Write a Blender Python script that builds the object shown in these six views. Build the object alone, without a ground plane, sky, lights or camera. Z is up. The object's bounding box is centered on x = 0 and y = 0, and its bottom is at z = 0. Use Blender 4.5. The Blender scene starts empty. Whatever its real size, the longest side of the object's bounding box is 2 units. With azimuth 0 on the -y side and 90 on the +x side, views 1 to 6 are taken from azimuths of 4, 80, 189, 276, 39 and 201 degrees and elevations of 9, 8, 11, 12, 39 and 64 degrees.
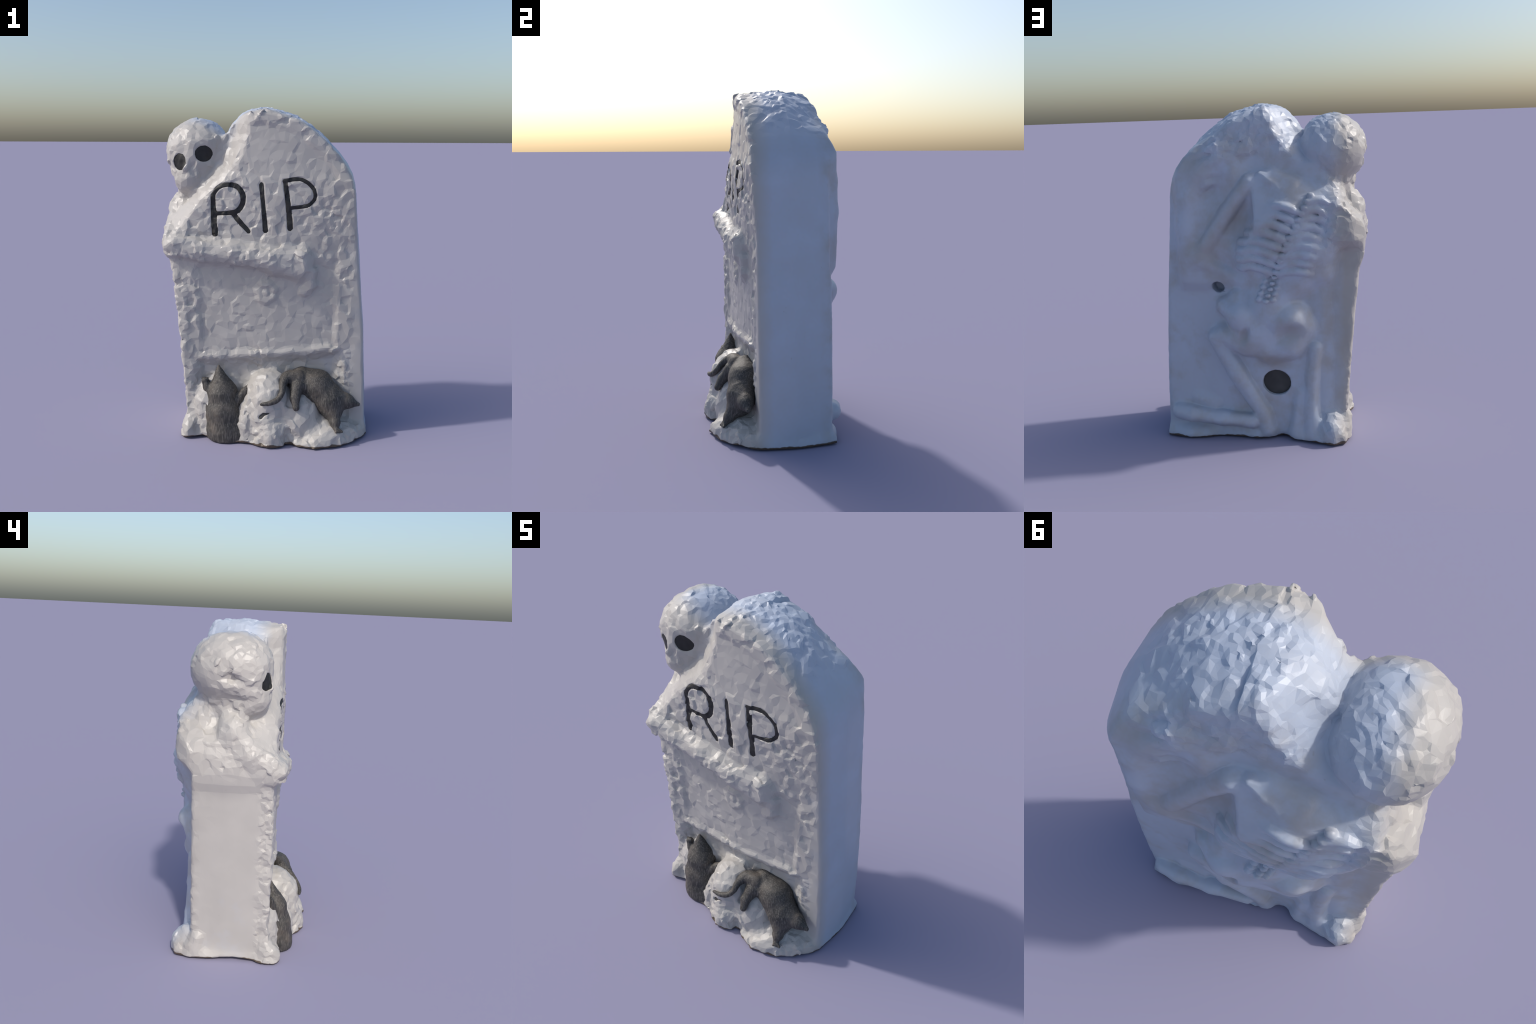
"""Plaster tombstone with a skeleton leaning over it, two rats and carved RIP.

Everything carved from the same plaster is modelled as one implicit surface (rounded
solids blended together), polygonised, coarsened into the chipped facets of the cast,
and then split into its named parts along the borders of the solids.
"""
import bpy, math
import numpy as np
from mathutils import Vector

f32 = np.float32
rng = np.random.default_rng(7)

# ------------------------------------------------------------------ noise
_perm = np.random.default_rng(11).random(4096).astype(f32) * 2 - 1


def _lattice(i, j, k):
    h = (i * 73856093) ^ (j * 19349663) ^ (k * 83492791)
    h = (h ^ (h >> 13)) * 1274126177
    return _perm[(h ^ (h >> 9)) & 4095]


def noise3(p, scale, seed=0):
    """smooth value noise in -1..1 at points p (n,3)"""
    q = p / scale + 100.0 + seed * 17.31
    b = np.floor(q).astype(np.int64)
    t = (q - b).astype(f32)
    t = t * t * (3 - 2 * t)
    out = 0
    for dx in (0, 1):
        wx = t[:, 0] if dx else 1 - t[:, 0]
        for dy in (0, 1):
            wy = t[:, 1] if dy else 1 - t[:, 1]
            for dz in (0, 1):
                wz = t[:, 2] if dz else 1 - t[:, 2]
                out = out + wx * wy * wz * _lattice(b[:, 0] + dx, b[:, 1] + dy, b[:, 2] + dz)
    return out


def chips(p, cell, seed=0, sharp=11.0):
    """faceted noise: every jittered cell is a randomly tilted plane, like knife cuts in plaster"""
    p = (p / cell + 30.0 + seed * 5.3).astype(f32)
    b = np.floor(p).astype(np.int64)
    num = np.zeros(len(p), f32)
    den = np.full(len(p), 1e-9, f32)
    for dx in (-1, 0, 1):
        for dy in (-1, 0, 1):
            for dz in (-1, 0, 1):
                i, j, k = b[:, 0] + dx, b[:, 1] + dy, b[:, 2] + dz
                d = [p[:, 0] - (i + 0.5 + 0.42 * _lattice(i, j, k + 911)),
                     p[:, 1] - (j + 0.5 + 0.42 * _lattice(i, j + 577, k)),
                     p[:, 2] - (k + 0.5 + 0.42 * _lattice(i + 313, j, k))]
                w = np.exp(-sharp * (d[0] ** 2 + d[1] ** 2 + d[2] ** 2)).astype(f32)
                h = (d[0] * _lattice(i + 71, j, k) + d[1] * _lattice(i, j + 83, k)
                     + d[2] * _lattice(i, j, k + 97) + 0.35 * _lattice(i, j, k))
                num += w * h.astype(f32)
                den += w
    return num / den


def sstep(a, b, x):
    t = np.clip((x - a) / (b - a), 0, 1)
    return t * t * (3 - 2 * t)


def smin(a, b, k):
    h = np.clip(0.5 + 0.5 * (b - a) / k, 0, 1)
    return b + (a - b) * h - k * h * (1 - h)


def smax(a, b, k):
    return -smin(-a, -b, k)


# ------------------------------------------------------------------ 2D outlines
def spline(pts, n=6, closed=True):
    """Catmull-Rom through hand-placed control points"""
    P = np.array(pts, float)
    m = len(P)
    out = []
    for i in range(m if closed else m - 1):
        if closed:
            a, b, c, d = P[i - 1], P[i], P[(i + 1) % m], P[(i + 2) % m]
        else:
            a, b, c, d = P[max(i - 1, 0)], P[i], P[i + 1], P[min(i + 2, m - 1)]
        for t in np.arange(n) / n:
            out.append(0.5 * (2 * b + (c - a) * t + (2 * a - 5 * b + 4 * c - d) * t * t
                              + (3 * b - a - 3 * c + d) * t ** 3))
    if not closed:
        out.append(P[-1])
    return np.array(out)


def poly_sdf(P, u, v):
    """signed distance (negative inside) to polygon P at arrays u, v"""
    d = np.full(u.shape, 1e9)
    s = np.zeros(u.shape, bool)
    for i in range(len(P)):
        ax, ay = P[i - 1]
        bx, by = P[i]
        ex, ey = bx - ax, by - ay
        wx, wy = u - ax, v - ay
        t = np.clip((wx * ex + wy * ey) / (ex * ex + ey * ey + 1e-12), 0, 1)
        d = np.minimum(d, (wx - ex * t) ** 2 + (wy - ey * t) ** 2)
        cond = ((ay <= v) & (by > v)) | ((by <= v) & (ay > v))
        xx = ax + (v - ay) / (by - ay + 1e-12) * ex
        s ^= cond & (u < xx)
    return np.where(s, -1, 1) * np.sqrt(d)


def stroke_sdf(P, R, u, v):
    """distance to a polyline with a half-width per point"""
    d = np.full(u.shape, 1e9)
    for (ax, ay), (bx, by), ra, rb in zip(P[:-1], P[1:], R[:-1], R[1:]):
        ex, ey = bx - ax, by - ay
        t = np.clip(((u - ax) * ex + (v - ay) * ey) / (ex * ex + ey * ey + 1e-12), 0, 1)
        d = np.minimum(d, np.hypot(u - ax - ex * t, v - ay - ey * t) - (ra + (rb - ra) * t))
    return d


# ------------------------------------------------------------------ volume field
class Field:
    def __init__(self, lo, hi, h):
        self.h = h
        self.lo = np.array(lo, float)
        self.ax = [np.arange(lo[i], hi[i] + h, h).astype(f32) for i in range(3)]
        self.n = tuple(len(a) for a in self.ax)
        self.F = np.full(self.n, 1.0, f32)
        self.L = np.zeros(self.n, np.int16)
        self.names = []

    def label(self, name):
        self.names.append(name)
        return len(self.names) - 1

    def sub(self, lo, hi):
        sl = []
        for i in range(3):
            a = int(np.clip((lo[i] - self.lo[i]) / self.h, 0, self.n[i] - 1))
            b = int(np.clip((hi[i] - self.lo[i]) / self.h + 2, 1, self.n[i]))
            sl.append(slice(a, b))
        sl = tuple(sl)
        X, Y, Z = np.meshgrid(*[self.ax[i][sl[i]] for i in range(3)], indexing='ij', sparse=True)
        return sl, X, Y, Z

    def put(self, fn, lo, hi, k=0.02, lab=None, pad=0.03):
        lo = np.array(lo) - pad - k
        hi = np.array(hi) + pad + k
        sl, X, Y, Z = self.sub(lo, hi)
        d = fn(X, Y, Z).astype(f32)
        cur = self.F[sl]
        if lab is not None:
            self.L[sl] = np.where(d < cur, lab, self.L[sl])
        self.F[sl] = smin(cur, d, k)

    def cut(self, fn, lo, hi, k=0.01, pad=0.03):
        sl, X, Y, Z = self.sub(np.array(lo) - pad - k, np.array(hi) + pad + k)
        d = fn(X, Y, Z).astype(f32)
        self.F[sl] = smax(self.F[sl], -d, k)

    def bone(self, pts, k=0.02, lab=None, cut=False):
        """rounded tube through points (x, y, z, r)"""
        for a, b in zip(pts[:-1], pts[1:]):
            a = np.array(a, float); b = np.array(b, float)
            e = b[:3] - a[:3]
            ee = e @ e + 1e-12

            def fn(X, Y, Z, a=a, b=b, e=e, ee=ee):
                t = np.clip(((X - a[0]) * e[0] + (Y - a[1]) * e[1] + (Z - a[2]) * e[2]) / ee, 0, 1)
                return np.sqrt((X - a[0] - e[0] * t) ** 2 + (Y - a[1] - e[1] * t) ** 2
                               + (Z - a[2] - e[2] * t) ** 2) - (a[3] + (b[3] - a[3]) * t)
            r = max(a[3], b[3])
            lo = np.minimum(a[:3], b[:3]) - r
            hi = np.maximum(a[:3], b[:3]) + r
            if cut:
                self.cut(fn, lo, hi, k)
            else:
                self.put(fn, lo, hi, k, lab)

    def ball(self, c, r, k=0.02, lab=None, rot=0.0, cut=False, rotx=0.0):
        """ellipsoid; rot turns it about y, rotx about x (degrees)"""
        r = np.array(r, float)
        ca, sa = math.cos(math.radians(rot)), math.sin(math.radians(rot))
        cb, sb = math.cos(math.radians(rotx)), math.sin(math.radians(rotx))

        def fn(X, Y, Z):
            x, y, z = X - c[0], Y - c[1], Z - c[2]
            x, z = ca * x + sa * z, -sa * x + ca * z
            y, z = cb * y + sb * z, -sb * y + cb * z
            k0 = np.sqrt((x / r[0]) ** 2 + (y / r[1]) ** 2 + (z / r[2]) ** 2)
            k1 = np.sqrt((x / r[0] ** 2) ** 2 + (y / r[1] ** 2) ** 2 + (z / r[2] ** 2) ** 2) + 1e-6
            return k0 * (k0 - 1) / k1
        m = r.max()
        lo = np.array(c) - m
        hi = np.array(c) + m
        if cut:
            self.cut(fn, lo, hi, k)
        else:
            self.put(fn, lo, hi, k, lab)

    def sample(self, p):
        q = (p - self.lo) / self.h
        q = np.clip(q, 0, np.array(self.n) - 1.001)
        b = q.astype(int)
        t = (q - b).astype(f32)
        out = 0
        for dx in (0, 1):
            for dy in (0, 1):
                for dz in (0, 1):
                    w = (t[:, 0] if dx else 1 - t[:, 0]) * (t[:, 1] if dy else 1 - t[:, 1]) * (t[:, 2] if dz else 1 - t[:, 2])
                    out = out + w * self.F[b[:, 0] + dx, b[:, 1] + dy, b[:, 2] + dz]
        return out

    def label_at(self, p):
        q = np.rint((p - self.lo) / self.h).astype(int)
        q = np.clip(q, 0, np.array(self.n) - 1)
        return self.L[q[:, 0], q[:, 1], q[:, 2]]

    def points(self, band=0.03):
        idx = np.nonzero(np.abs(self.F) < band)
        p = np.stack([self.ax[i][idx[i]] for i in range(3)], 1).astype(float)
        return idx, p


def surface(F, ax, h):
    """surface nets: quads around every sign change of the field"""
    ins = F < 0
    n = F.shape
    corner = [(i, j, k) for i in (0, 1) for j in (0, 1) for k in (0, 1)]
    cnt = np.zeros([m - 1 for m in n], np.int8)
    for c in corner:
        cnt += ins[c[0]:n[0] - 1 + c[0], c[1]:n[1] - 1 + c[1], c[2]:n[2] - 1 + c[2]]
    cells = np.nonzero((cnt > 0) & (cnt < 8))
    vid = np.full(cnt.shape, -1, np.int64)
    vid[cells] = np.arange(len(cells[0]))
    base = np.stack(cells, 1)
    acc = np.zeros((len(base), 3))
    num = np.zeros(len(base))
    for a in corner:
        for axis in range(3):
            if a[axis]:
                continue
            b = list(a); b[axis] = 1
            fa = F[tuple((base + a).T)].astype(float)
            fb = F[tuple((base + b).T)].astype(float)
            m = (fa < 0) != (fb < 0)
            t = np.where(m, fa / np.where(m, fa - fb, 1), 0)
            p = np.array(a, float) + np.outer(t, np.array(b, float) - a)
            acc += p * m[:, None]
            num += m
    v = (base + acc / num[:, None]) * h + np.array([a[0] for a in ax], float)
    quads = []
    for axis in range(3):
        o1, o2 = (axis + 1) % 3, (axis + 2) % 3
        s0 = [slice(1, m - 1) for m in n]; s1 = list(s0)
        s0[axis] = slice(0, n[axis] - 1); s1[axis] = slice(1, n[axis])
        A, B = ins[tuple(s0)], ins[tuple(s1)]
        for flip, mask in ((False, A & ~B), (True, ~A & B)):
            e = np.stack(np.nonzero(mask), 1)
            e[:, o1] += 1; e[:, o2] += 1
            q = []
            for d1, d2 in ((-1, -1), (0, -1), (0, 0), (-1, 0)):
                g = e.copy(); g[:, o1] += d1; g[:, o2] += d2
                q.append(vid[tuple(g.T)])
            q = np.stack(q, 1)
            quads.append(q[:, ::-1] if flip else q)
    return v, np.concatenate(quads)


def make_mesh(name, v, f):
    me = bpy.data.meshes.new(name)
    me.from_pydata([tuple(p) for p in v], [], [tuple(int(i) for i in q) for q in f])
    me.update()
    return me


def put_object(name, me, parent=None, mat=None):
    ob = bpy.data.objects.new(name, me)
    bpy.context.scene.collection.objects.link(ob)
    if parent:
        ob.parent = parent
    if mat and me:
        me.materials.clear()
        me.materials.append(mat)
    return ob


def evaluated(ob):
    dg = bpy.context.evaluated_depsgraph_get()
    return bpy.data.meshes.new_from_object(ob.evaluated_get(dg))


def mesh_arrays(me):
    v = np.empty(len(me.vertices) * 3); me.vertices.foreach_get('co', v)
    f = [tuple(p.vertices) for p in me.polygons]
    return v.reshape(-1, 3), f


def split_parts(v, f, labels, names, parent, mats, facet, obs):
    """cut one surface into named objects; border vertices coincide, normals come
    from the whole surface (facet = how far each corner leans to its flat face)"""
    tri = np.array([t[:3] for t in f])
    fn = np.cross(v[tri[:, 1]] - v[tri[:, 0]], v[tri[:, 2]] - v[tri[:, 0]])
    vn = np.zeros_like(v)
    for i in range(3):
        np.add.at(vn, tri[:, i], fn)
    vn /= np.linalg.norm(vn, axis=1, keepdims=True) + 1e-12
    fu = fn / (np.linalg.norm(fn, axis=1, keepdims=True) + 1e-12)
    for li, nm in enumerate(names):
        sel = np.nonzero(labels == li)[0]
        if len(sel) < 4:
            continue
        t = tri[sel]
        used, inv = np.unique(t, return_inverse=True)
        me = make_mesh(nm, v[used], inv.reshape(-1, 3))
        me.polygons.foreach_set('use_smooth', [True] * len(me.polygons))
        w = facet[sel][:, None, None]
        cn = vn[t] * (1 - w) + fu[sel][:, None, :] * w
        cn /= np.linalg.norm(cn, axis=2, keepdims=True) + 1e-12
        me.normals_split_custom_set([tuple(c) for c in cn.reshape(-1, 3)])
        base = nm.split('#')[0]
        ob = put_object(base, me, parent, mats(base))
        me.name = base
        obs.setdefault(base, []).append(ob)


# ------------------------------------------------------------------ materials
class Nodes:
    def __init__(self, name):
        self.mat = bpy.data.materials.new(name)
        self.mat.use_nodes = True
        self.t = self.mat.node_tree
        self.b = self.t.nodes['Principled BSDF']
        self.co = self.t.nodes.new('ShaderNodeTexCoord').outputs['Object']

    def n(self, kind, **kw):
        nd = self.t.nodes.new(kind)
        for k, val in kw.items():
            if isinstance(val, bpy.types.NodeSocket):
                self.t.links.new(val, nd.inputs[k])
            elif k in nd.inputs:
                nd.inputs[k].default_value = val
            else:
                setattr(nd, k, val)
        return nd

    def noise(self, scale, detail=4, rough=0.55, vec=None, dist=0.0):
        nd = self.n('ShaderNodeTexNoise', Scale=scale, Detail=detail, Roughness=rough, Distortion=dist)
        self.t.links.new(vec or self.co, nd.inputs['Vector'])
        return nd.outputs['Fac']

    def ramp(self, fac, stops):
        nd = self.t.nodes.new('ShaderNodeValToRGB')
        self.t.links.new(fac, nd.inputs[0])
        el = nd.color_ramp.elements
        while len(el) < len(stops):
            el.new(0.5)
        for e, (p, c) in zip(el, stops):
            e.position = p
            e.color = (*c, 1) if len(c) == 3 else c
        return nd.outputs[0]

    def mix(self, fac, a, b):
        nd = self.t.nodes.new('ShaderNodeMix')
        nd.data_type = 'RGBA'
        for sock, val in ((nd.inputs[0], fac), (nd.inputs[6], a), (nd.inputs[7], b)):
            if isinstance(val, bpy.types.NodeSocket):
                self.t.links.new(val, sock)
            else:
                sock.default_value = val if not isinstance(val, tuple) else (*val, 1)
        return nd.outputs[2]

    def finish(self, col, rough=0.6, bump=None, strength=0.2, dist=0.004, spec=0.5, metal=0.0):
        self.b.inputs['Metallic'].default_value = metal
        if isinstance(col, bpy.types.NodeSocket):
            self.t.links.new(col, self.b.inputs['Base Color'])
        else:
            self.b.inputs['Base Color'].default_value = (*col, 1)
        self.b.inputs['Roughness'].default_value = rough
        self.b.inputs['Specular IOR Level'].default_value = spec
        if bump:
            nd = self.n('ShaderNodeBump', Strength=strength, Distance=dist)
            self.t.links.new(bump, nd.inputs['Height'])
            self.t.links.new(nd.outputs[0], self.b.inputs['Normal'])
        return self.mat


def plaster_material():
    m = Nodes('plaster')
    big = m.noise(3.0, 3)
    fine = m.noise(60, 4)
    warm = m.ramp(big, [(0.3, (0.395, 0.378, 0.355)), (0.7, (0.455, 0.436, 0.410))])
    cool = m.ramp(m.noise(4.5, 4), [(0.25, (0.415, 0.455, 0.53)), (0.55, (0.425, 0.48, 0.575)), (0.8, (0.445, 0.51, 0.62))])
    # baked blue skylight tinted onto rear, top and +x flank; carved half off-white
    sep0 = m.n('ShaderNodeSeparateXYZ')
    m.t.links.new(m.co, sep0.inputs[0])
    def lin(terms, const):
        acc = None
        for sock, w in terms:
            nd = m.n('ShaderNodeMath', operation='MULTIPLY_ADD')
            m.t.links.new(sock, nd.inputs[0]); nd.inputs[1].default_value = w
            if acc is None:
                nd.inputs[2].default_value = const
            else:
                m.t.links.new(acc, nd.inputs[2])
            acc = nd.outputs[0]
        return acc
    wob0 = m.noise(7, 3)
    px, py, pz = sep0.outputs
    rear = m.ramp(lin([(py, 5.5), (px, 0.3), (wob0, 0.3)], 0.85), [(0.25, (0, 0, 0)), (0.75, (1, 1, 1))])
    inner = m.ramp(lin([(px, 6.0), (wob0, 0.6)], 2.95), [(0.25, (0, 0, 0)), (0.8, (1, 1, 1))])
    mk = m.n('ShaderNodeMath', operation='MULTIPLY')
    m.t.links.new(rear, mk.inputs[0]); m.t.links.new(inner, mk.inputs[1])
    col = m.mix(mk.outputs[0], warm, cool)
    col = m.mix(m.ramp(fine, [(0.35, (0.0,) * 3), (0.75, (0.12,) * 3)]), col, (0.42, 0.40, 0.38))
    # faint brown stain patches
    brown_patches = m.ramp(m.noise(5.5, 5, 0.6), [(0.46, (0.05,) * 3), (0.68, (0.65,) * 3)])
    spots = m.ramp(m.noise(38, 3, 0.6), [(0.70, (0, 0, 0)), (0.78, (0.35,) * 3)])
    rear_brown = m.n('ShaderNodeMath', operation='MULTIPLY')
    m.t.links.new(brown_patches, rear_brown.inputs[0])
    m.t.links.new(m.ramp(lin([(py, 4.0)], 0.0), [(0.72, (0, 0, 0)), (0.98, (1, 1, 1))]), rear_brown.inputs[1])
    col = m.mix(spots, col, (0.30, 0.27, 0.24))
    col = m.mix(rear_brown.outputs[0], col, (0.345, 0.32, 0.295))
    # darker grey-brown patches in the hollows of the back
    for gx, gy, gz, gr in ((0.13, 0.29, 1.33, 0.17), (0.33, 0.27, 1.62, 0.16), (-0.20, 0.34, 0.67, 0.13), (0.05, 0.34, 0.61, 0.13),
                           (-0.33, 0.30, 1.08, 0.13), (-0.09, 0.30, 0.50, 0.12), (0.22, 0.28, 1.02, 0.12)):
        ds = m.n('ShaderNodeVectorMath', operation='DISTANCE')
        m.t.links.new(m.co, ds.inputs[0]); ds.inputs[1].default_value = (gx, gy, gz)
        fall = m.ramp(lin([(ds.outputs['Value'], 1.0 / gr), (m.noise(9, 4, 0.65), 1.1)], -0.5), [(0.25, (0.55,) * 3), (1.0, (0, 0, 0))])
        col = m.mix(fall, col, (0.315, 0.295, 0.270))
    # brown soil left on the foot of the cast
    sep = m.n('ShaderNodeSeparateXYZ')
    m.t.links.new(m.co, sep.inputs[0])
    wob = m.n('ShaderNodeMath', operation='MULTIPLY')
    m.t.links.new(m.noise(9, 3), wob.inputs[0]); wob.inputs[1].default_value = 0.05
    add = m.n('ShaderNodeMath', operation='SUBTRACT')
    m.t.links.new(sep.outputs[2], add.inputs[0]); m.t.links.new(wob.outputs[0], add.inputs[1])
    soil = m.ramp(add.outputs[0], [(0.0, (1, 1, 1)), (0.004, (0, 0, 0))])
    shift = m.n('ShaderNodeMath', operation='ADD')
    m.t.links.new(add.outputs[0], shift.inputs[0]); shift.inputs[1].default_value = 0.010
    m.t.links.new(shift.outputs[0], soil.node.inputs[0])
    col = m.mix(soil, col, (0.09, 0.065, 0.045))
    return m.finish(col, 0.42, m.noise(140, 3), 0.10, 0.003)


def paint_material():
    m = Nodes('black_paint')
    n = m.noise(45, 4)
    col = m.ramp(n, [(0.35, (0.007, 0.007, 0.007)), (0.75, (0.020, 0.020, 0.019))])
    return m.finish(col, 0.55, m.noise(90, 3), 0.12, 0.003)


def plug_material():
    m = Nodes('dark_rubber')
    col = m.ramp(m.noise(12, 3), [(0.3, (0.035, 0.034, 0.033)), (0.7, (0.06, 0.058, 0.055))])
    return m.finish(col, 0.6, m.noise(60, 3), 0.1, 0.003)


def fur_material(rotation):
    m = Nodes('rat_fur')
    mp = m.n('ShaderNodeMapping')
    m.t.links.new(m.co, mp.inputs['Vector'])
    mp.inputs['Rotation'].default_value = rotation
    mp.inputs['Scale'].default_value = (1.0, 1.0, 0.12)
    hair = m.noise(170, 3, 0.6, mp.outputs[0], 0.4)
    patch = m.noise(11, 3)
    a = m.ramp(patch, [(0.32, (0.026, 0.025, 0.024)), (0.52, (0.046, 0.042, 0.038)), (0.70, (0.095, 0.080, 0.066))])
    col = m.mix(m.ramp(hair, [(0.46, (0, 0, 0)), (0.70, (0.75,) * 3)]), a, (0.16, 0.147, 0.132))
    return m.finish(col, 0.6, hair, 0.5, 0.004)


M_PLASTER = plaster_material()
M_PAINT = paint_material()
M_PLUG = plug_material()

# ------------------------------------------------------------------ the plaster body
H = 0.0065
S = Field((-0.70, -0.47, -0.05), (0.70, 0.47, 2.06), H)
XX, ZZ = np.meshgrid(S.ax[0], S.ax[2], indexing='ij')       # front plane grid

# outline of the stone seen from the front (x, z)
OUTLINE = [(-0.15, 1.974), (-0.10, 1.990), (-0.05, 1.997), (0.0, 1.995), (0.07, 1.983), (0.13, 1.963), (0.18, 1.942), (0.268, 1.888), (0.365, 1.805),
           (0.44, 1.725), (0.487, 1.66), (0.517, 1.60), (0.534, 1.54), (0.543, 1.48), (0.554, 1.30), (0.572, 1.09), (0.583, 0.95),
           (0.604, 0.67), (0.620, 0.3), (0.626, 0.1), (0.628, -0.1), (-0.49, -0.1), (-0.495, 0.1), (-0.527, 0.5),
           (-0.562, 0.85), (-0.582, 1.05), (-0.602, 1.10), (-0.613, 1.16), (-0.615, 1.27), (-0.598, 1.33),
           (-0.54, 1.385), (-0.495, 1.43), (-0.462, 1.48), (-0.45, 1.53), (-0.40, 1.60), (-0.33, 1.75), (-0.255, 1.845), (-0.21, 1.91)]
out2d = poly_sdf(np.array(OUTLINE), XX, ZZ)

# carved front: slightly receding to the right and the top, with sunk panels
front = (-0.218 + (0.058 - 0.025 * sstep(1.2, 1.6, ZZ)) * sstep(0.0, 0.60, XX) + 0.012 * sstep(1.3, 1.97, ZZ))
front = front - 0.008 * (1 - sstep(-0.50, -0.44, XX)) * (1 - sstep(0.85, 1.0, ZZ))
def sunk(P, depth, edge=0.025):
    return depth * (1 - sstep(-edge, edge * 0.4, poly_sdf(np.array(P), XX, ZZ)))
front = front + sunk([(-0.42, 1.06), (0.43, 1.10), (0.425, 0.56), (-0.40, 0.505)], 0.014, 0.035)
front = front + sunk([(-0.42, 0.478), (0.45, 0.535), (0.47, 0.20), (-0.44, 0.20)], 0.036, 0.06)
rim = sstep(-0.075, -0.115, out2d) * sstep(1.56, 1.64, ZZ) * sstep(-0.16, -0.06, XX + 0.35 * (1.84 - ZZ))
front = front + 0.007 * rim
# broken corner: the front bevels back from a diagonal edge to the skull's face,
# and the sleeve falls away below the jaw before flaring out to the elbow
broken = poly_sdf(np.array([(-0.10, 2.1), (-0.115, 1.83), (-0.15, 1.735), (-0.21, 1.615), (-0.32, 1.53),
                            (-0.415, 1.44), (-0.48, 1.36), (-0.55, 1.28), (-0.8, 1.25), (-0.8, 2.1)]), XX, ZZ)
front = front + (0.10 + 0.05 * (1 - sstep(-0.46, -0.38, XX))) * sstep(-0.03, 0.10, -broken)
# back: broad field, hollow along the near edge, shallow swelling below the broken top
back = 0.262 + 0.046 * sstep(0.505, 0.44, XX) * sstep(0.0, 0.15, XX) * sstep(0.90, 1.0, ZZ) * (1 - sstep(1.62, 1.76, ZZ)) - 0.010 * sstep(0.45, 0.50, XX) * sstep(0.9, 1.0, ZZ) * (1 - sstep(1.55, 1.65, ZZ))
back = back + 0.014 * sstep(0.36, 0.26, XX) * sstep(-0.35, -0.2, XX) * sstep(0.2, 0.35, ZZ) * (1 - sstep(0.75, 0.85, ZZ))
for hx, hz, hw, hh, hd in ((0.25, 1.54, 0.09, 0.12, 0.045), (0.20, 1.08, 0.09, 0.07, 0.022), (0.13, 1.33, 0.05, 0.13, 0.026),
                           (0.31, 1.36, 0.06, 0.13, 0.012)):
    back = back - hd * np.exp(-((XX - hx) / hw) ** 2 - ((ZZ - hz) / hh) ** 2)
back = back - 0.035 * sstep(1.90, 2.0, ZZ)
back = back - 0.018 * (1 - sstep(-0.44, -0.36, XX)) * (1 - sstep(1.14, 1.20, ZZ))
back = back + 0.078 * (1 - sstep(-0.46, -0.30, XX)) * sstep(1.17, 1.23, ZZ) * (1 - sstep(1.42, 1.56, ZZ)) * sstep(-0.64, -0.54, XX)
broken_b = poly_sdf(np.array([(-0.03, 2.1), (-0.065, 1.93), (-0.12, 1.82), (-0.185, 1.73), (-0.28, 1.66), (-0.8, 1.62), (-0.8, 2.1)]), XX, ZZ)
back = back - 0.15 * sstep(-0.01, 0.12, -broken_b)

Y = S.ax[1][None, :, None]
Ym = Y - 0.05
draft = np.where(S.ax[0][:, None, None] > 0, np.where(Ym > 0, 0.14 + (0.12 + 0.15 * np.exp(-((S.ax[0][:, None, None] - 0.26) / 0.13) ** 2)) * sstep(1.68, 1.86, S.ax[2][None, None, :]), 0.09) * np.abs(Ym),
                 np.where(Ym > 0, -0.02, 0.06) * np.abs(Ym) * (1 - sstep(1.5, 1.6, S.ax[2][None, None, :])) + 0.11 * np.abs(Ym) * sstep(1.75, 1.9, S.ax[2][None, None, :]))                     # both halves taper from the mould seam
side = out2d[:, None, :] + draft
stone = smax(side, front[:, None, :] - Y, 0.022)
stone = smax(stone, Y - back[:, None, :], 0.03)
S.F[:] = stone.astype(f32)
S.L[:] = S.label('headstone')
del stone, side

# --- base: footprint of the whole cast at ground level (x, y)
FOOT = [(-0.51, -0.262), (-0.472, -0.287), (-0.37, -0.272), (-0.236, -0.343), (-0.11, -0.354), (-0.06, -0.37),
        (0.0, -0.40), (0.088, -0.403), (0.15, -0.352), (0.21, -0.39), (0.30, -0.412), (0.44, -0.37), (0.55, -0.285),
        (0.605, -0.195), (0.622, -0.15), (0.632, 0.09), (0.60, 0.283), (0.455, 0.318), (0.354, 0.303), (0.26, 0.263),
        (0.176, 0.274), (0.03, 0.304), (-0.075, 0.26), (-0.12, 0.245), (-0.186, 0.305), (-0.33, 0.343),
        (-0.427, 0.361), (-0.49, 0.33), (-0.517, 0.255), (-0.52, 0.14), (-0.50, 0.05), (-0.49, -0.12), (-0.52, -0.22)]
GX, GY = np.meshgrid(S.ax[0], S.ax[1], indexing='ij')
foot2d = poly_sdf(np.array(FOOT), GX, GY)
B = S.label('mound')
top = 0.045 + 0.03 * sstep(0.1, 0.2, GY) + 0.045 * sstep(0.2, 0.35, GX) * sstep(0.0, -0.2, GY)
Zc = S.ax[2][None, None, :50]
base = smax(foot2d[:, :, None] + 0.20 * np.maximum(Zc - 0.02, 0), Zc - top[:, :, None], 0.05)
sl = (slice(None), slice(None), slice(0, 50))
S.L[sl] = np.where((base < S.F[sl]) & (Y < -0.1), B, S.L[sl])
S.F[sl] = smin(S.F[sl], base.astype(f32), 0.03)

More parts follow.
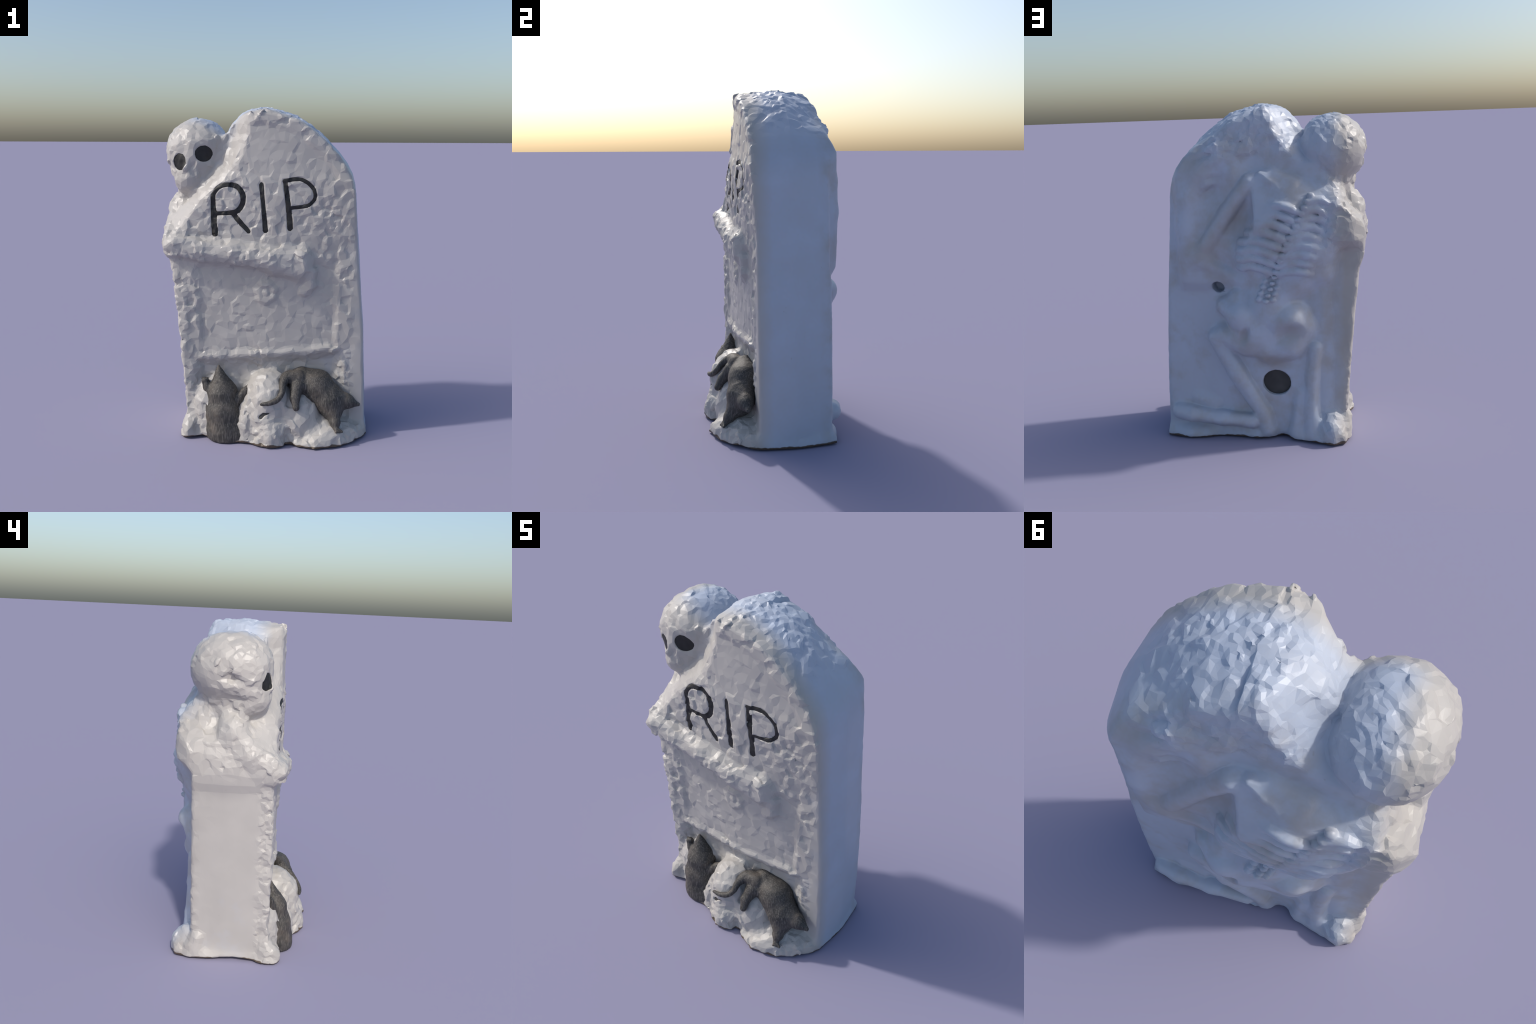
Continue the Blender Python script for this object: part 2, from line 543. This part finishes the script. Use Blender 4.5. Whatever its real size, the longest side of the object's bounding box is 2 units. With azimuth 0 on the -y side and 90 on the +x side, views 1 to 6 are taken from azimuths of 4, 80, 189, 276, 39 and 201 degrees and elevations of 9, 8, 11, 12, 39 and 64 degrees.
# --- heaped ground and half-buried skull in front
S.ball((0.02, -0.20, 0.232), (0.148, 0.175, 0.19), 0.03, B)
S.ball((0.04, -0.245, 0.06), (0.12, 0.168, 0.14), 0.03, B)
S.ball((0.20, -0.185, 0.12), (0.15, 0.175, 0.20), 0.03, B)
S.ball((0.33, -0.20, 0.05), (0.19, 0.155, 0.105), 0.04, B)
S.ball((-0.10, -0.24, 0.10), (0.08, 0.11, 0.14), 0.04, B)
S.ball((-0.02, -0.30, 0.15), (0.07, 0.075, 0.055), 0.02, B, rot=-25)      # cheek below the socket
S.ball((-0.462, -0.225, 0.04), (0.05, 0.07, 0.085), 0.03, B)
S.ball((-0.30, -0.20, 0.16), (0.14, 0.08, 0.20), 0.05, B)

# --- skull leaning on the broken corner
K = S.label('skull')
S.ball((-0.430, 0.072, 1.728), (0.196, 0.222, 0.200), 0.02, K, rot=12)
S.ball((-0.440, -0.01, 1.765), (0.170, 0.152, 0.148), 0.05, K, rot=15)       # forehead
S.bone([(-0.535, -0.075, 1.745, 0.050), (-0.365, -0.080, 1.795, 0.052)], 0.05, K)   # brow ridge
S.bone([(-0.455, -0.060, 1.66, 0.110), (-0.470, -0.072, 1.58, 0.086), (-0.474, -0.045, 1.545, 0.072)], 0.05, K)  # face
S.ball((-0.512, -0.055, 1.69), (0.088, 0.090, 0.095), 0.03, K)
S.bone([(-0.468, -0.145, 1.685, 0.016), (-0.482, -0.165, 1.635, 0.022)], 0.02, K)   # nose
S.bone([(-0.545, -0.07, 1.625, 0.035), (-0.572, 0.05, 1.645, 0.032)], 0.04, K)      # cheek bone
S.bone([(-0.38, -0.10, 1.640, 0.035), (-0.34, -0.03, 1.65, 0.035)], 0.04, K)
S.bone([(-0.47, -0.03, 1.540, 0.060), (-0.48, 0.10, 1.56, 0.055)], 0.04, K)         # jaw
S.ball((-0.622, 0.03, 1.69), (0.03, 0.05, 0.025), 0.025, cut=True)                    # temple dent
S.bone([(-0.50, -0.185, 1.585, 0.010), (-0.44, -0.185, 1.60, 0.010)], 0.015, cut=True)   # mouth
S.bone([(-0.30, 0.10, 1.70, 0.085), (-0.30, 0.15, 1.60, 0.09)], 0.05, 0)   # web to the stone
S.bone([(-0.49, -0.135, 1.575, 0.026), (-0.43, -0.140, 1.59, 0.028)], 0.02, K)   # upper teeth
# --- neck and hunched shoulders behind the stone
T = S.label('torso')
S.bone([(-0.41, 0.13, 1.60, 0.09), (-0.40, 0.17, 1.45, 0.105)], 0.05, T)
S.bone([(-0.40, 0.225, 1.42, 0.11), (-0.20, 0.240, 1.43, 0.13)], 0.05, T)
S.bone([(-0.20, 0.225, 1.44, 0.13), (0.0, 0.22, 1.48, 0.09)], 0.05, T)

# --- arm laid over the stone: shoulder, elbow, forearm across the front, hand
A = S.label('arm')
S.bone([(-0.485, 0.04, 1.46, 0.065), (-0.530, 0.02, 1.39, 0.072), (-0.540, -0.07, 1.27, 0.062), (-0.545, -0.18, 1.19, 0.066)], 0.05, A)
S.bone([(-0.48, 0.22, 1.33, 0.09), (-0.52, 0.235, 1.25, 0.080)], 0.04, A)
S.bone([(-0.550, -0.228, 1.185, 0.066), (-0.40, -0.214, 1.156, 0.068), (-0.20, -0.211, 1.138, 0.068), (0.02, -0.210, 1.105, 0.066)], 0.03, A)
Hd = S.label('hand')
S.bone([(0.02, -0.208, 1.100, 0.066), (0.20, -0.190, 1.105, 0.066)], 0.04, Hd)
S.bone([(0.06, -0.204, 1.055, 0.047), (0.20, -0.192, 1.035, 0.052)], 0.04, Hd)
S.bone([(0.20, -0.19, 1.12, 0.05), (0.262, -0.180, 1.02, 0.03), (0.268, -0.180, 0.945, 0.024), (0.225, -0.185, 0.90, 0.020)], 0.03, Hd)
S.bone([(0.10, -0.19, 1.06, 0.03), (0.20, -0.18, 0.985, 0.025)], 0.02, Hd)
# boss on the sunk panel
Bo = S.label('rosette')
S.ball((0.0, -0.200, 0.90), (0.024, 0.020, 0.024), 0.014, Bo)
for k_ in range(7):
    a_ = k_ * 2 * math.pi / 7 + 0.3
    S.ball((0.050 * math.cos(a_), -0.199, 0.90 + 0.052 * math.sin(a_)), (0.027, 0.018, 0.024), 0.014, Bo)
# ledge below the panel
S.bone([(-0.335, -0.186, 0.492, 0.014), (0.03, -0.182, 0.508, 0.015), (0.40, -0.161, 0.550, 0.016)], 0.02, 0)

# --- rib cage on the back, running without a waist into the hips
R = S.label('rib_cage')
S.ball((-0.145, 0.240, 1.235), (0.245, 0.145, 0.30), 0.04, R, rot=20)
S.bone([(-0.44, 0.240, 1.30, 0.098), (-0.34, 0.250, 1.17, 0.105), (-0.23, 0.245, 1.02, 0.10), (-0.07, 0.255, 0.87, 0.11)], 0.06, R)
S.ball((-0.36, 0.24, 1.04), (0.07, 0.075, 0.07), 0.05, R)
S.bone([(-0.07, 0.255, 0.87, 0.11), (-0.02, 0.225, 1.00, 0.10), (0.05, 0.255, 1.14, 0.105)], 0.05, R)


_bare = S.F.copy()


def back_y(x, z):
    """depth of the bare torso at (x, z), read from the field before bones are added"""
    col = _bare[int(round((x - S.lo[0]) / H)), :, int(round((z - S.lo[2]) / H))]
    k_ = np.nonzero(col < 0)[0][-1]
    return float(S.ax[1][k_] + H * col[k_] / (col[k_] - col[k_ + 1]))


def spine_at(t):
    """spine in the back plane, t = 0 at the neck, 1 at the pelvis"""
    return (-0.335 + 0.285 * t + 0.02 * math.sin(t * 3.14), 1.50 - 0.64 * t)


for i in range(9):
    t = 0.10 + i * 0.078
    x0, z0 = spine_at(t)
    for sgn, reach in ((1, 0.26 - 0.016 * abs(i - 5)), (-1, 0.12 + 0.010 * i)):
        if sgn > 0 and i < 1:
            continue
        pts = []
        for s in np.linspace(0.12, 1, 7):
            x = x0 + sgn * reach * s
            z = z0 + (0.050 * s + 0.022 * math.sin(s * 3.1) if sgn > 0 else 0.030 * math.sin(s * 2.7) - 0.01 * s)
            if sgn > 0 and s > 0.85:
                z -= 0.012
            y = back_y(x, z) + (0.011 if sgn > 0 else 0.008) - 0.014 * max(0, s - 0.8) / 0.2
            pts.append((x, y, z, 0.0225 if 2 < i < 7 else 0.019))
        S.bone(pts, 0.014, S.label('rib#%d' % len(S.names)))
V = S.label('spine')
for i in range(19):
    t = 0.02 + i * 0.052
    x, z = spine_at(t)
    y = back_y(x, z)
    r = 0.020 if i < 14 else 0.016
    S.ball((x, y + 0.014, z), (r * 1.1, r, r * 0.8), 0.006, V)
    if i > 3:
        S.ball((x + 0.042, y + 0.004, z + 0.012), (0.018, 0.017, 0.014), 0.012, V)
        S.ball((x - 0.038, y + 0.004, z + 0.006), (0.016, 0.016, 0.013), 0.012, V)

# --- shoulder blade: raised triangular plate with a rough crest
W = S.label('shoulder_blade')
blade = poly_sdf(np.array([(0.015, 1.60), (-0.10, 1.62), (-0.24, 1.565), (-0.055, 1.315), (-0.02, 1.315)]), XX, ZZ) - 0.012
by = 0.300 + 0.105 * np.clip((1.63 - ZZ) / 0.30, 0, 1)


def blade_fn(Xs, Ys, Zs):
    ix = np.rint((Xs[:, 0, 0] - S.lo[0]) / H).astype(int)
    iz = np.rint((Zs[0, 0, :] - S.lo[2]) / H).astype(int)
    b2 = blade[np.ix_(ix, iz)][:, None, :]
    y2 = by[np.ix_(ix, iz)][:, None, :]
    return smax(smax(b2, Ys - y2, 0.035), 0.2 - Ys, 0.02)


S.put(blade_fn, (-0.28, 0.2, 1.28), (0.05, 0.43, 1.66), 0.03, W)
S.bone([(-0.04, 0.298, 1.60, 0.024), (-0.10, 0.318, 1.56, 0.022), (-0.17, 0.338, 1.505, 0.017)], 0.015, W)

# --- far arm hanging down the back
A2 = S.label('arm#far')
S.bone([(0.03, 0.285, 1.56, 0.05), (0.16, 0.288, 1.40, 0.046), (0.295, 0.290, 1.20, 0.050)], 0.015, A2)
S.ball((0.34, 0.285, 1.13), (0.085, 0.050, 0.085), 0.015, A2)
S.bone([(0.30, 0.28, 1.09, 0.040), (0.18, 0.275, 1.03, 0.03), (0.08, 0.285, 0.98, 0.04)], 0.03, A2)
S.bone([(0.40, 0.262, 1.05, 0.04), (0.42, 0.265, 1.30, 0.045), (0.40, 0.265, 1.47, 0.045), (0.33, 0.262, 1.61, 0.045), (0.20, 0.252, 1.71, 0.045), (0.05, 0.245, 1.75, 0.04)], 0.04, 0)  # raised border inside the arch
# folds of cloth near the broken top
for (xa, za, xb, zb) in ((0.12, 1.70, 0.42, 1.60), (0.16, 1.63, 0.40, 1.55), (0.20, 1.57, 0.36, 1.50), (0.12, 1.76, 0.34, 1.72)):
    S.bone([(xa, 0.262, za, 0.016), ((xa + xb) / 2, 0.282, (za + zb) / 2 + 0.02, 0.016), (xb, 0.262, zb, 0.014)], 0.03, 0)

# --- pelvis
P = S.label('pelvis')
S.ball((-0.175, 0.265, 0.770), (0.115, 0.128, 0.098), 0.03, P, rot=-8)
S.ball((-0.03, 0.275, 0.74), (0.13, 0.105, 0.19), 0.06, P)
S.bone([(0.20, 0.280, 0.835, 0.055), (0.11, 0.320, 0.79, 0.075), (0.04, 0.295, 0.68, 0.085), (-0.02, 0.275, 0.60, 0.075)], 0.04, P)
S.ball((0.11, 0.285, 0.89), (0.07, 0.06, 0.06), 0.04, P)
S.bone([(-0.25, 0.265, 0.70, 0.065), (-0.17, 0.265, 0.60, 0.075), (-0.06, 0.265, 0.56, 0.075)], 0.05, P)
S.ball((-0.205, 0.415, 0.680), (0.085, 0.075, 0.055), 0.04, cut=True)
S.bone([(0.21, 0.285, 0.66, 0.065), (0.08, 0.295, 0.61, 0.075)], 0.05, P)
S.ball((0.085, 0.405, 0.67), (0.03, 0.05, 0.07), 0.02, cut=True, rot=25)
S.ball((-0.075, 0.415, 0.70), (0.022, 0.05, 0.07), 0.02, cut=True, rot=-30)
S.ball((-0.07, 0.385, 0.50), (0.05, 0.07, 0.04), 0.03, cut=True)

# --- legs
G = S.label('leg')
S.bone([(0.265, 0.284, 0.645, 0.052), (0.145, 0.288, 0.42, 0.054), (0.0, 0.262, 0.16, 0.05), (-0.02, 0.252, 0.06, 0.058)], 0.018, G)
G2 = S.label('leg#near')
S.bone([(-0.322, 0.255, 0.575, 0.042), (-0.300, 0.262, 0.40, 0.040), (-0.290, 0.266, 0.20, 0.046), (-0.30, 0.268, 0.05, 0.06)], 0.018, G2)
S.bone([(-0.23, 0.26, 0.30, 0.03), (-0.20, 0.265, 0.05, 0.045)], 0.03, G2)
G3 = S.label('leg#shin')
S.bone([(0.515, 0.276, 0.165, 0.050), (0.44, 0.292, 0.155, 0.046), (0.25, 0.292, 0.13, 0.046), (0.07, 0.285, 0.115, 0.044)], 0.025, G3)
Fo = S.label('foot')
S.ball((-0.415, 0.255, 0.065), (0.078, 0.105, 0.11), 0.03, Fo)
S.bone([(-0.495, 0.20, 0.13, 0.035), (-0.475, 0.22, 0.04, 0.05)], 0.03, Fo)
S.bone([(0.40, 0.345, 0.085, 0.022), (0.14, 0.330, 0.068, 0.018)], 0.03, cut=True)
S.ball((-0.11, 0.31, -0.01), (0.05, 0.07, 0.05), 0.02, cut=True)
S.bone([(0.40, 0.245, 0.25, 0.03), (0.30, 0.25, 0.22, 0.03)], 0.04, 0)

# --- drilled holes in the back
plug_c, plug_r = (-0.086, 0.356), 0.084
S.cut(lambda X_, Y_, Z_: np.maximum(np.hypot(X_ - plug_c[0], (Z_ - plug_c[1]) * 1.06) - plug_r, 0.20 - Y_),
      (-0.2, 0.19, 0.25), (0.02, 0.45, 0.46), 0.008)
S.cut(lambda X_, Y_, Z_: np.maximum(np.hypot(X_ - 0.242, Z_ - 0.947) - 0.036, 0.19 - Y_),
      (0.18, 0.19, 0.88), (0.30, 0.45, 1.01), 0.006)

# ------------------------------------------------------------------ chipped surface
idx, p = S.points(0.022)
x, y, z = p.T
o2 = out2d[idx[0], idx[2]]
frontness = sstep(-0.12, -0.17, y)
topness = sstep(1.56, 1.84, z + 0.05 * noise3(p, 0.1, 8)) * (1 - sstep(0.30, 0.50, x))
head = np.isin(S.L[idx], [K]) * (0.45 + 0.3 * sstep(0.0, -0.08, y))
robe = (1 - sstep(-0.45, -0.30, x)) * sstep(1.10, 1.2, z) * (1 - sstep(1.55, 1.65, z)) * 0.8
footr = (1 - sstep(-0.36, -0.32, x)) * sstep(0.2, 0.26, y) * (1 - sstep(0.16, 0.22, z)) * 0.9
edges = sstep(-0.035, 0.0, o2) * sstep(0.17, 0.21, y) * (1 - sstep(-0.45, -0.3, x)) * 0.5
rough = np.clip(np.maximum.reduce([frontness, topness, head, robe, footr, edges]), 0, 1)
smooth_side = sstep(0.50, 0.545, x) * (1 - sstep(1.62, 1.7, z)) * sstep(-0.19, -0.16, y)
rough *= 1 - smooth_side
upper_panel = rim[idx[0], idx[2]] * frontness
sunk_panel = sstep(0.02, -0.03, poly_sdf(np.array([(-0.40, 1.04), (0.41, 1.08), (0.40, 0.58), (-0.38, 0.53)]), XX, ZZ)[idx[0], idx[2]]) * frontness * (z > 0.55) * (z < 1.1)
bevel = sstep(-0.01, 0.03, -broken[idx[0], idx[2]]) * (1 - sstep(0.05, 0.15, y)) * sstep(1.25, 1.35, z)
rough = np.maximum(rough, 0.9 * bevel)
for c_e in ((-0.377, -0.145, 1.720), (-0.517, -0.135, 1.671)):       # smooth rims round the eye sockets
    rough = rough * (0.3 + 0.7 * sstep(0.05, 0.09, np.linalg.norm(p - np.array(c_e), axis=1)))
amp = 0.0086 * rough * (1 - 0.6 * upper_panel) * (1 - 0.5 * sunk_panel)
pitted = sstep(-0.35, 0.45, noise3(p, 0.13, 4))          # some zones are chipped finer than others
cut_ = np.zeros(len(p), f32)
hit = np.nonzero(rough > 0.03)[0]
ph = p[hit]
cut_[hit] = 1.25 * chips(ph, 0.054, 6) + (0.15 + 0.75 * pitted[hit]) * chips(ph, 0.029, 7)
S.F[idx] += (amp * cut_ + (0.002 + 0.002 * rough) * noise3(p, 0.16, 3) + 0.001 * (1 - rough) * noise3(p, 0.03, 9)).astype(f32)
# parting line of the mould on the smooth flanks
seam = np.exp(-((y - 0.05) / 0.006) ** 2) * sstep(0.4, 0.5, x)
S.F[idx] += (0.0022 * seam).astype(f32)

# uneven foot: lowest points at z = 0, shallow chips between
foot_rise = 0.006 + 0.008 * noise3(np.stack([GX.ravel(), GY.ravel(), 0 * GX.ravel()], 1), 0.16, 5).reshape(GX.shape)
foot_rise = np.maximum(foot_rise, 0) + 0.016 * np.exp(-((GX + 0.49) / 0.05) ** 2 - ((GY + 0.03) / 0.09) ** 2)
zlo = S.ax[2][None, None, :50]
S.F[sl] = smax(S.F[sl], (foot_rise[:, :, None] - zlo).astype(f32), 0.008)

plain = S.F.copy()          # before carving the painted hollows

# ------------------------------------------------------------------ painted hollows
LETTERS = {
    'R': [([(-0.314, 1.478), (-0.311, 1.373), (-0.304, 1.252)], [0.010, 0.013, 0.015]),
          ([(-0.314, 1.478), (-0.290, 1.517), (-0.251, 1.539), (-0.205, 1.541), (-0.165, 1.525), (-0.139, 1.486),
            (-0.136, 1.447), (-0.152, 1.407), (-0.179, 1.384), (-0.212, 1.377), (-0.298, 1.370)],
           [0.008, 0.009, 0.010, 0.011, 0.012, 0.012, 0.012, 0.012, 0.011, 0.010, 0.008]),
          ([(-0.198, 1.374), (-0.159, 1.328), (-0.103, 1.266)], [0.010, 0.012, 0.009])],
    'I': [([(-0.029, 1.543), (-0.018, 1.428), (-0.004, 1.273)], [0.011, 0.009, 0.012])],
    'P': [([(0.109, 1.563), (0.130, 1.416), (0.141, 1.288)], [0.010, 0.012, 0.014]),
          ([(0.105, 1.565), (0.186, 1.576), (0.238, 1.557), (0.278, 1.515), (0.285, 1.470), (0.266, 1.437),
            (0.227, 1.417), (0.136, 1.407)], [0.009, 0.008, 0.008, 0.008, 0.007, 0.007, 0.007, 0.008])],
}
SOCKETS = [  # centre, radii, tilt
    ((-0.377, -0.145, 1.720), (0.051, 0.090, 0.047), 0), ((-0.517, -0.135, 1.671), (0.041, 0.090, 0.050), 0)]


def letter2d(strokes, u, v):
    d = np.full(u.shape, 1e9)
    for pts, rad in strokes:
        cp = spline(np.column_stack([pts, rad]), 4, closed=False)
        d = np.minimum(d, stroke_sdf(cp[:, :2], cp[:, 2], u, v))
    return d


def socket(c, r, tilt):
    ca, sa = math.cos(math.radians(tilt)), math.sin(math.radians(tilt))

    def fn(Xs, Ys, Zs):
        u, w = Xs - c[0], Zs - c[2]
        u, w = ca * u + sa * w, -sa * u + ca * w
        q = np.sqrt((u / r[0]) ** 2 + ((Ys - c[1]) / r[1]) ** 2 * 1.3 + (w / r[2]) ** 2)
        return (q - 1) * min(r)
    return fn


letter_mask = np.full(XX.shape, 1e9)
for st in LETTERS.values():
    letter_mask = np.minimum(letter_mask, letter2d(st, XX, ZZ))
groove = np.maximum(letter_mask[:, None, :] - 0.002, -(plain + 0.016))
groove = np.where((Y < -0.1), groove, 1.0)
S.F = smax(plain, -groove.astype(f32), 0.004)
for c, r, tl in SOCKETS:
    fn = socket(c, r, tl)
    s_, X_, Y_, Z_ = S.sub(np.array(c) - 0.1, np.array(c) + 0.1)
    S.F[s_] = smax(S.F[s_], -np.maximum(fn(X_, Y_, Z_), -(plain[s_] + 0.016)).astype(f32), 0.006)
crev = lambda u, w: stroke_sdf([(-0.02, 0.176), (0.0, 0.196), (0.035, 0.203)], [0.011, 0.010, 0.003], u, w)
s_, X_, Y_, Z_ = S.sub((-0.1, -0.46, 0.1), (0.12, -0.25, 0.3))
S.F[s_] = smax(S.F[s_], -np.maximum(crev(X_ + 0 * Y_ + 0 * Z_, Z_ + 0 * X_ + 0 * Y_), -(plain[s_] + 0.012)).astype(f32), 0.006)

v, f = surface(S.F, S.ax, H)
me = make_mesh('plaster_body', v, f)
body = put_object('plaster_body', me)
body.modifiers.new('triangles', 'TRIANGULATE')
dm = body.modifiers.new('planes', 'DECIMATE')        # flat chips collapse into few large triangles
dm.ratio = 0.06
me2 = evaluated(body)
v, f = mesh_arrays(me2)
print('plaster triangles', len(f))
bpy.data.objects.remove(body); bpy.data.meshes.remove(me); bpy.data.meshes.remove(me2)
cen = v[np.array(f)].mean(1)
lab = S.label_at(cen)
cx, cy, cz = cen.T
flat = np.maximum.reduce([sstep(-0.10, -0.16, cy), sstep(1.62, 1.75, cz) * (cx < 0.5),
                          (1 - sstep(-0.42, -0.32, cx)) * (cz > 1.05), (cx < -0.34) * (cz < 0.22) * (cy > 0.15) * 1.0,
                          (cx < -0.40) * (cy > 0.1) * 0.6])
facet = 0.75 * np.clip(flat, 0, 1) * (1 - sstep(0.53, 0.56, cx) * sstep(-0.19, -0.16, cy))
root = put_object('tombstone', None)
root['label'] = 'white plaster tombstone with leaning skeleton and two dark rats'
root['category'] = 'tombstone'
OBS = {}
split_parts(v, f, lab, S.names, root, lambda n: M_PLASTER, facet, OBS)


# ------------------------------------------------------------------ painted pieces, following the chipped surface
def inlay(name, fn, lo, hi, h, sink, thick, parent, mat):
    g = Field(lo, hi, h)
    X_, Y_, Z_ = np.meshgrid(*g.ax, indexing='ij')
    pts = np.stack([X_.ravel(), Y_.ravel(), Z_.ravel()], 1).astype(float)
    keepF = S.F
    S.F = plain
    sd = S.sample(pts).reshape(X_.shape)
    S.F = keepF
    d = np.maximum(fn(X_, Y_, Z_), np.maximum(sd + sink, -(sd + sink + thick)))
    vv, ff = surface(d.astype(f32), g.ax, h)
    m_ = make_mesh(name, vv, ff)
    m_.polygons.foreach_set('use_smooth', [True] * len(m_.polygons))
    return put_object(name, m_, parent, mat)


stone_ob = OBS['headstone'][0]
for ch, st in LETTERS.items():
    P_ = np.concatenate([np.array(s[0]) for s in st])
    lo = (P_[:, 0].min() - 0.03, -0.27, P_[:, 1].min() - 0.03)
    hi = (P_[:, 0].max() + 0.03, -0.15, P_[:, 1].max() + 0.03)

    def fn(X_, Y_, Z_, st=st):
        d2 = letter2d(st, X_[:, 0, :], Z_[:, 0, :])
        return d2[:, None, :] - 0.0035 + 0 * Y_
    inlay('letter', fn, lo, hi, 0.0035, 0.0025, 0.016, stone_ob, M_PAINT)
skull_ob = OBS['skull'][0]
for c, r, tl in SOCKETS:
    fn = socket(c, r, tl)
    inlay('eye_socket', lambda a, b, c_, fn=fn: fn(a, b, c_) - 0.002, np.array(c) - 0.09, np.array(c) + 0.09, 0.004, 0.006, 0.016, skull_ob, M_PAINT)
inlay('crevice', lambda a, b, c_: crev(a, c_) - 0.001, (-0.07, -0.44, 0.13), (0.08, -0.28, 0.25), 0.004, 0.007, 0.014, OBS['mound'][0], M_PLUG)
inlay('stopper', lambda a, b, c_: np.maximum(np.hypot(a - plug_c[0], (c_ - plug_c[1]) * 1.06) - plug_r - 0.003, np.maximum(b - 0.245, 0.17 - b)),
      (-0.20, 0.15, 0.24), (0.03, 0.30, 0.47), 0.005, -1.0, 5.0, stone_ob, M_PLUG)


# ------------------------------------------------------------------ rats
def rat(build, lo, hi, fur, seed):
    g = Field(lo, hi, 0.0055)
    g.F[:] = 0.2
    build(g)
    ii, pp = g.points(0.03)
    g.F[ii] += (0.0018 * noise3(pp, 0.035, seed) + 0.0012 * noise3(pp, 0.012, seed + 1)).astype(f32)
    vv, ff = surface(g.F, g.ax, g.h)
    tri = [t for q_ in ff for t in ((q_[0], q_[1], q_[2]), (q_[0], q_[2], q_[3]))]
    e = put_object('rat', None, root)
    c_ = vv[np.array(tri)].mean(1)
    split_parts(vv, tri, g.label_at(c_), g.names, e, lambda n: fur, np.zeros(len(tri)), {})
    return e


def climbing_rat(g):
    g.L[:] = g.label('body')
    g.bone([(-0.262, -0.222, 0.27, 0.084), (-0.254, -0.238, 0.16, 0.102), (-0.24, -0.240, 0.05, 0.114), (-0.235, -0.24, 0.0, 0.118)], 0.03, 0)
    g.bone([(-0.175, -0.25, 0.12, 0.055), (-0.15, -0.27, 0.03, 0.068)], 0.04, 0)
    h = g.label('head')
    g.bone([(-0.264, -0.222, 0.285, 0.088), (-0.286, -0.212, 0.436, 0.009)], 0.03, h)
    for sx in (-1, 1):
        g.ball((-0.274 + sx * 0.020, -0.268, 0.352), (0.007, 0.007, 0.010), 0.006, h)
    l = g.label('leg')
    g.bone([(-0.20, -0.24, 0.22, 0.032), (-0.155, -0.243, 0.245, 0.026), (-0.120, -0.238, 0.29, 0.022), (-0.098, -0.228, 0.322, 0.012)], 0.02, l)
    l2 = g.label('leg#far')
    g.bone([(-0.325, -0.225, 0.25, 0.03), (-0.352, -0.222, 0.30, 0.024), (-0.368, -0.22, 0.345, 0.022)], 0.02, l2)
    for k_ in range(3):
        g.bone([(-0.368, -0.225, 0.34, 0.010), (-0.385 + 0.016 * k_, -0.222, 0.365, 0.006)], 0.008, l2)
    l3 = g.label('leg#hind')
    g.bone([(-0.33, -0.235, 0.20, 0.035), (-0.325, -0.25, 0.14, 0.032)], 0.02, l3)
    g.cut(lambda X_, Y_, Z_: Z_ - 0.002 + 0 * X_ + 0 * Y_, (-0.5, -0.45, -0.2), (0.0, 0.0, 0.0), 0.005)


def prowling_rat(g):
    g.L[:] = g.label('body')
    g.bone([(0.225, -0.180, 0.345, 0.088), (0.315, -0.195, 0.318, 0.097), (0.39, -0.230, 0.235, 0.082), (0.41, -0.245, 0.19, 0.062)], 0.03, 0)
    h = g.label('head')
    g.bone([(0.405, -0.218, 0.262, 0.074), (0.495, -0.220, 0.236, 0.042), (0.566, -0.218, 0.218, 0.012)], 0.025, h)
    g.ball((0.458, -0.262, 0.262), (0.012, 0.006, 0.012), 0.012, h, rot=-30)      # ear
    g.ball((0.515, -0.250, 0.240), (0.007, 0.006, 0.007), 0.005, h)               # eye
    l = g.label('leg')
    g.bone([(0.405, -0.262, 0.195, 0.052), (0.422, -0.305, 0.135, 0.030), (0.428, -0.330, 0.105, 0.018)], 0.02, l)
    for k_ in range(3):
        g.bone([(0.428, -0.332, 0.105, 0.012), (0.428 + 0.018 * k_, -0.356 + 0.006 * k_, 0.092, 0.007)], 0.006, l)
    l2 = g.label('leg#hind')
    g.bone([(0.195, -0.26, 0.34, 0.050), (0.182, -0.315, 0.285, 0.028), (0.190, -0.348, 0.235, 0.020)], 0.02, l2)
    t = g.label('tail')
    cp = spline([(0.20, -0.235, 0.385, 0.045), (0.135, -0.250, 0.388, 0.036), (0.110, -0.300, 0.362, 0.020), (0.106, -0.336, 0.322, 0.015),
                 (0.082, -0.364, 0.288, 0.0135), (0.035, -0.380, 0.270, 0.0125), (-0.018, -0.382, 0.262, 0.008)], 4, closed=False)
    g.bone([tuple(c) for c in cp], 0.008, t)


rat(climbing_rat, (-0.42, -0.40, -0.02), (-0.05, -0.10, 0.46), fur_material((0.25, 0.0, 0.0)), 21)
rat(prowling_rat, (-0.06, -0.42, 0.05), (0.61, -0.08, 0.47), fur_material((0.3, -0.95, 0.0)), 31)
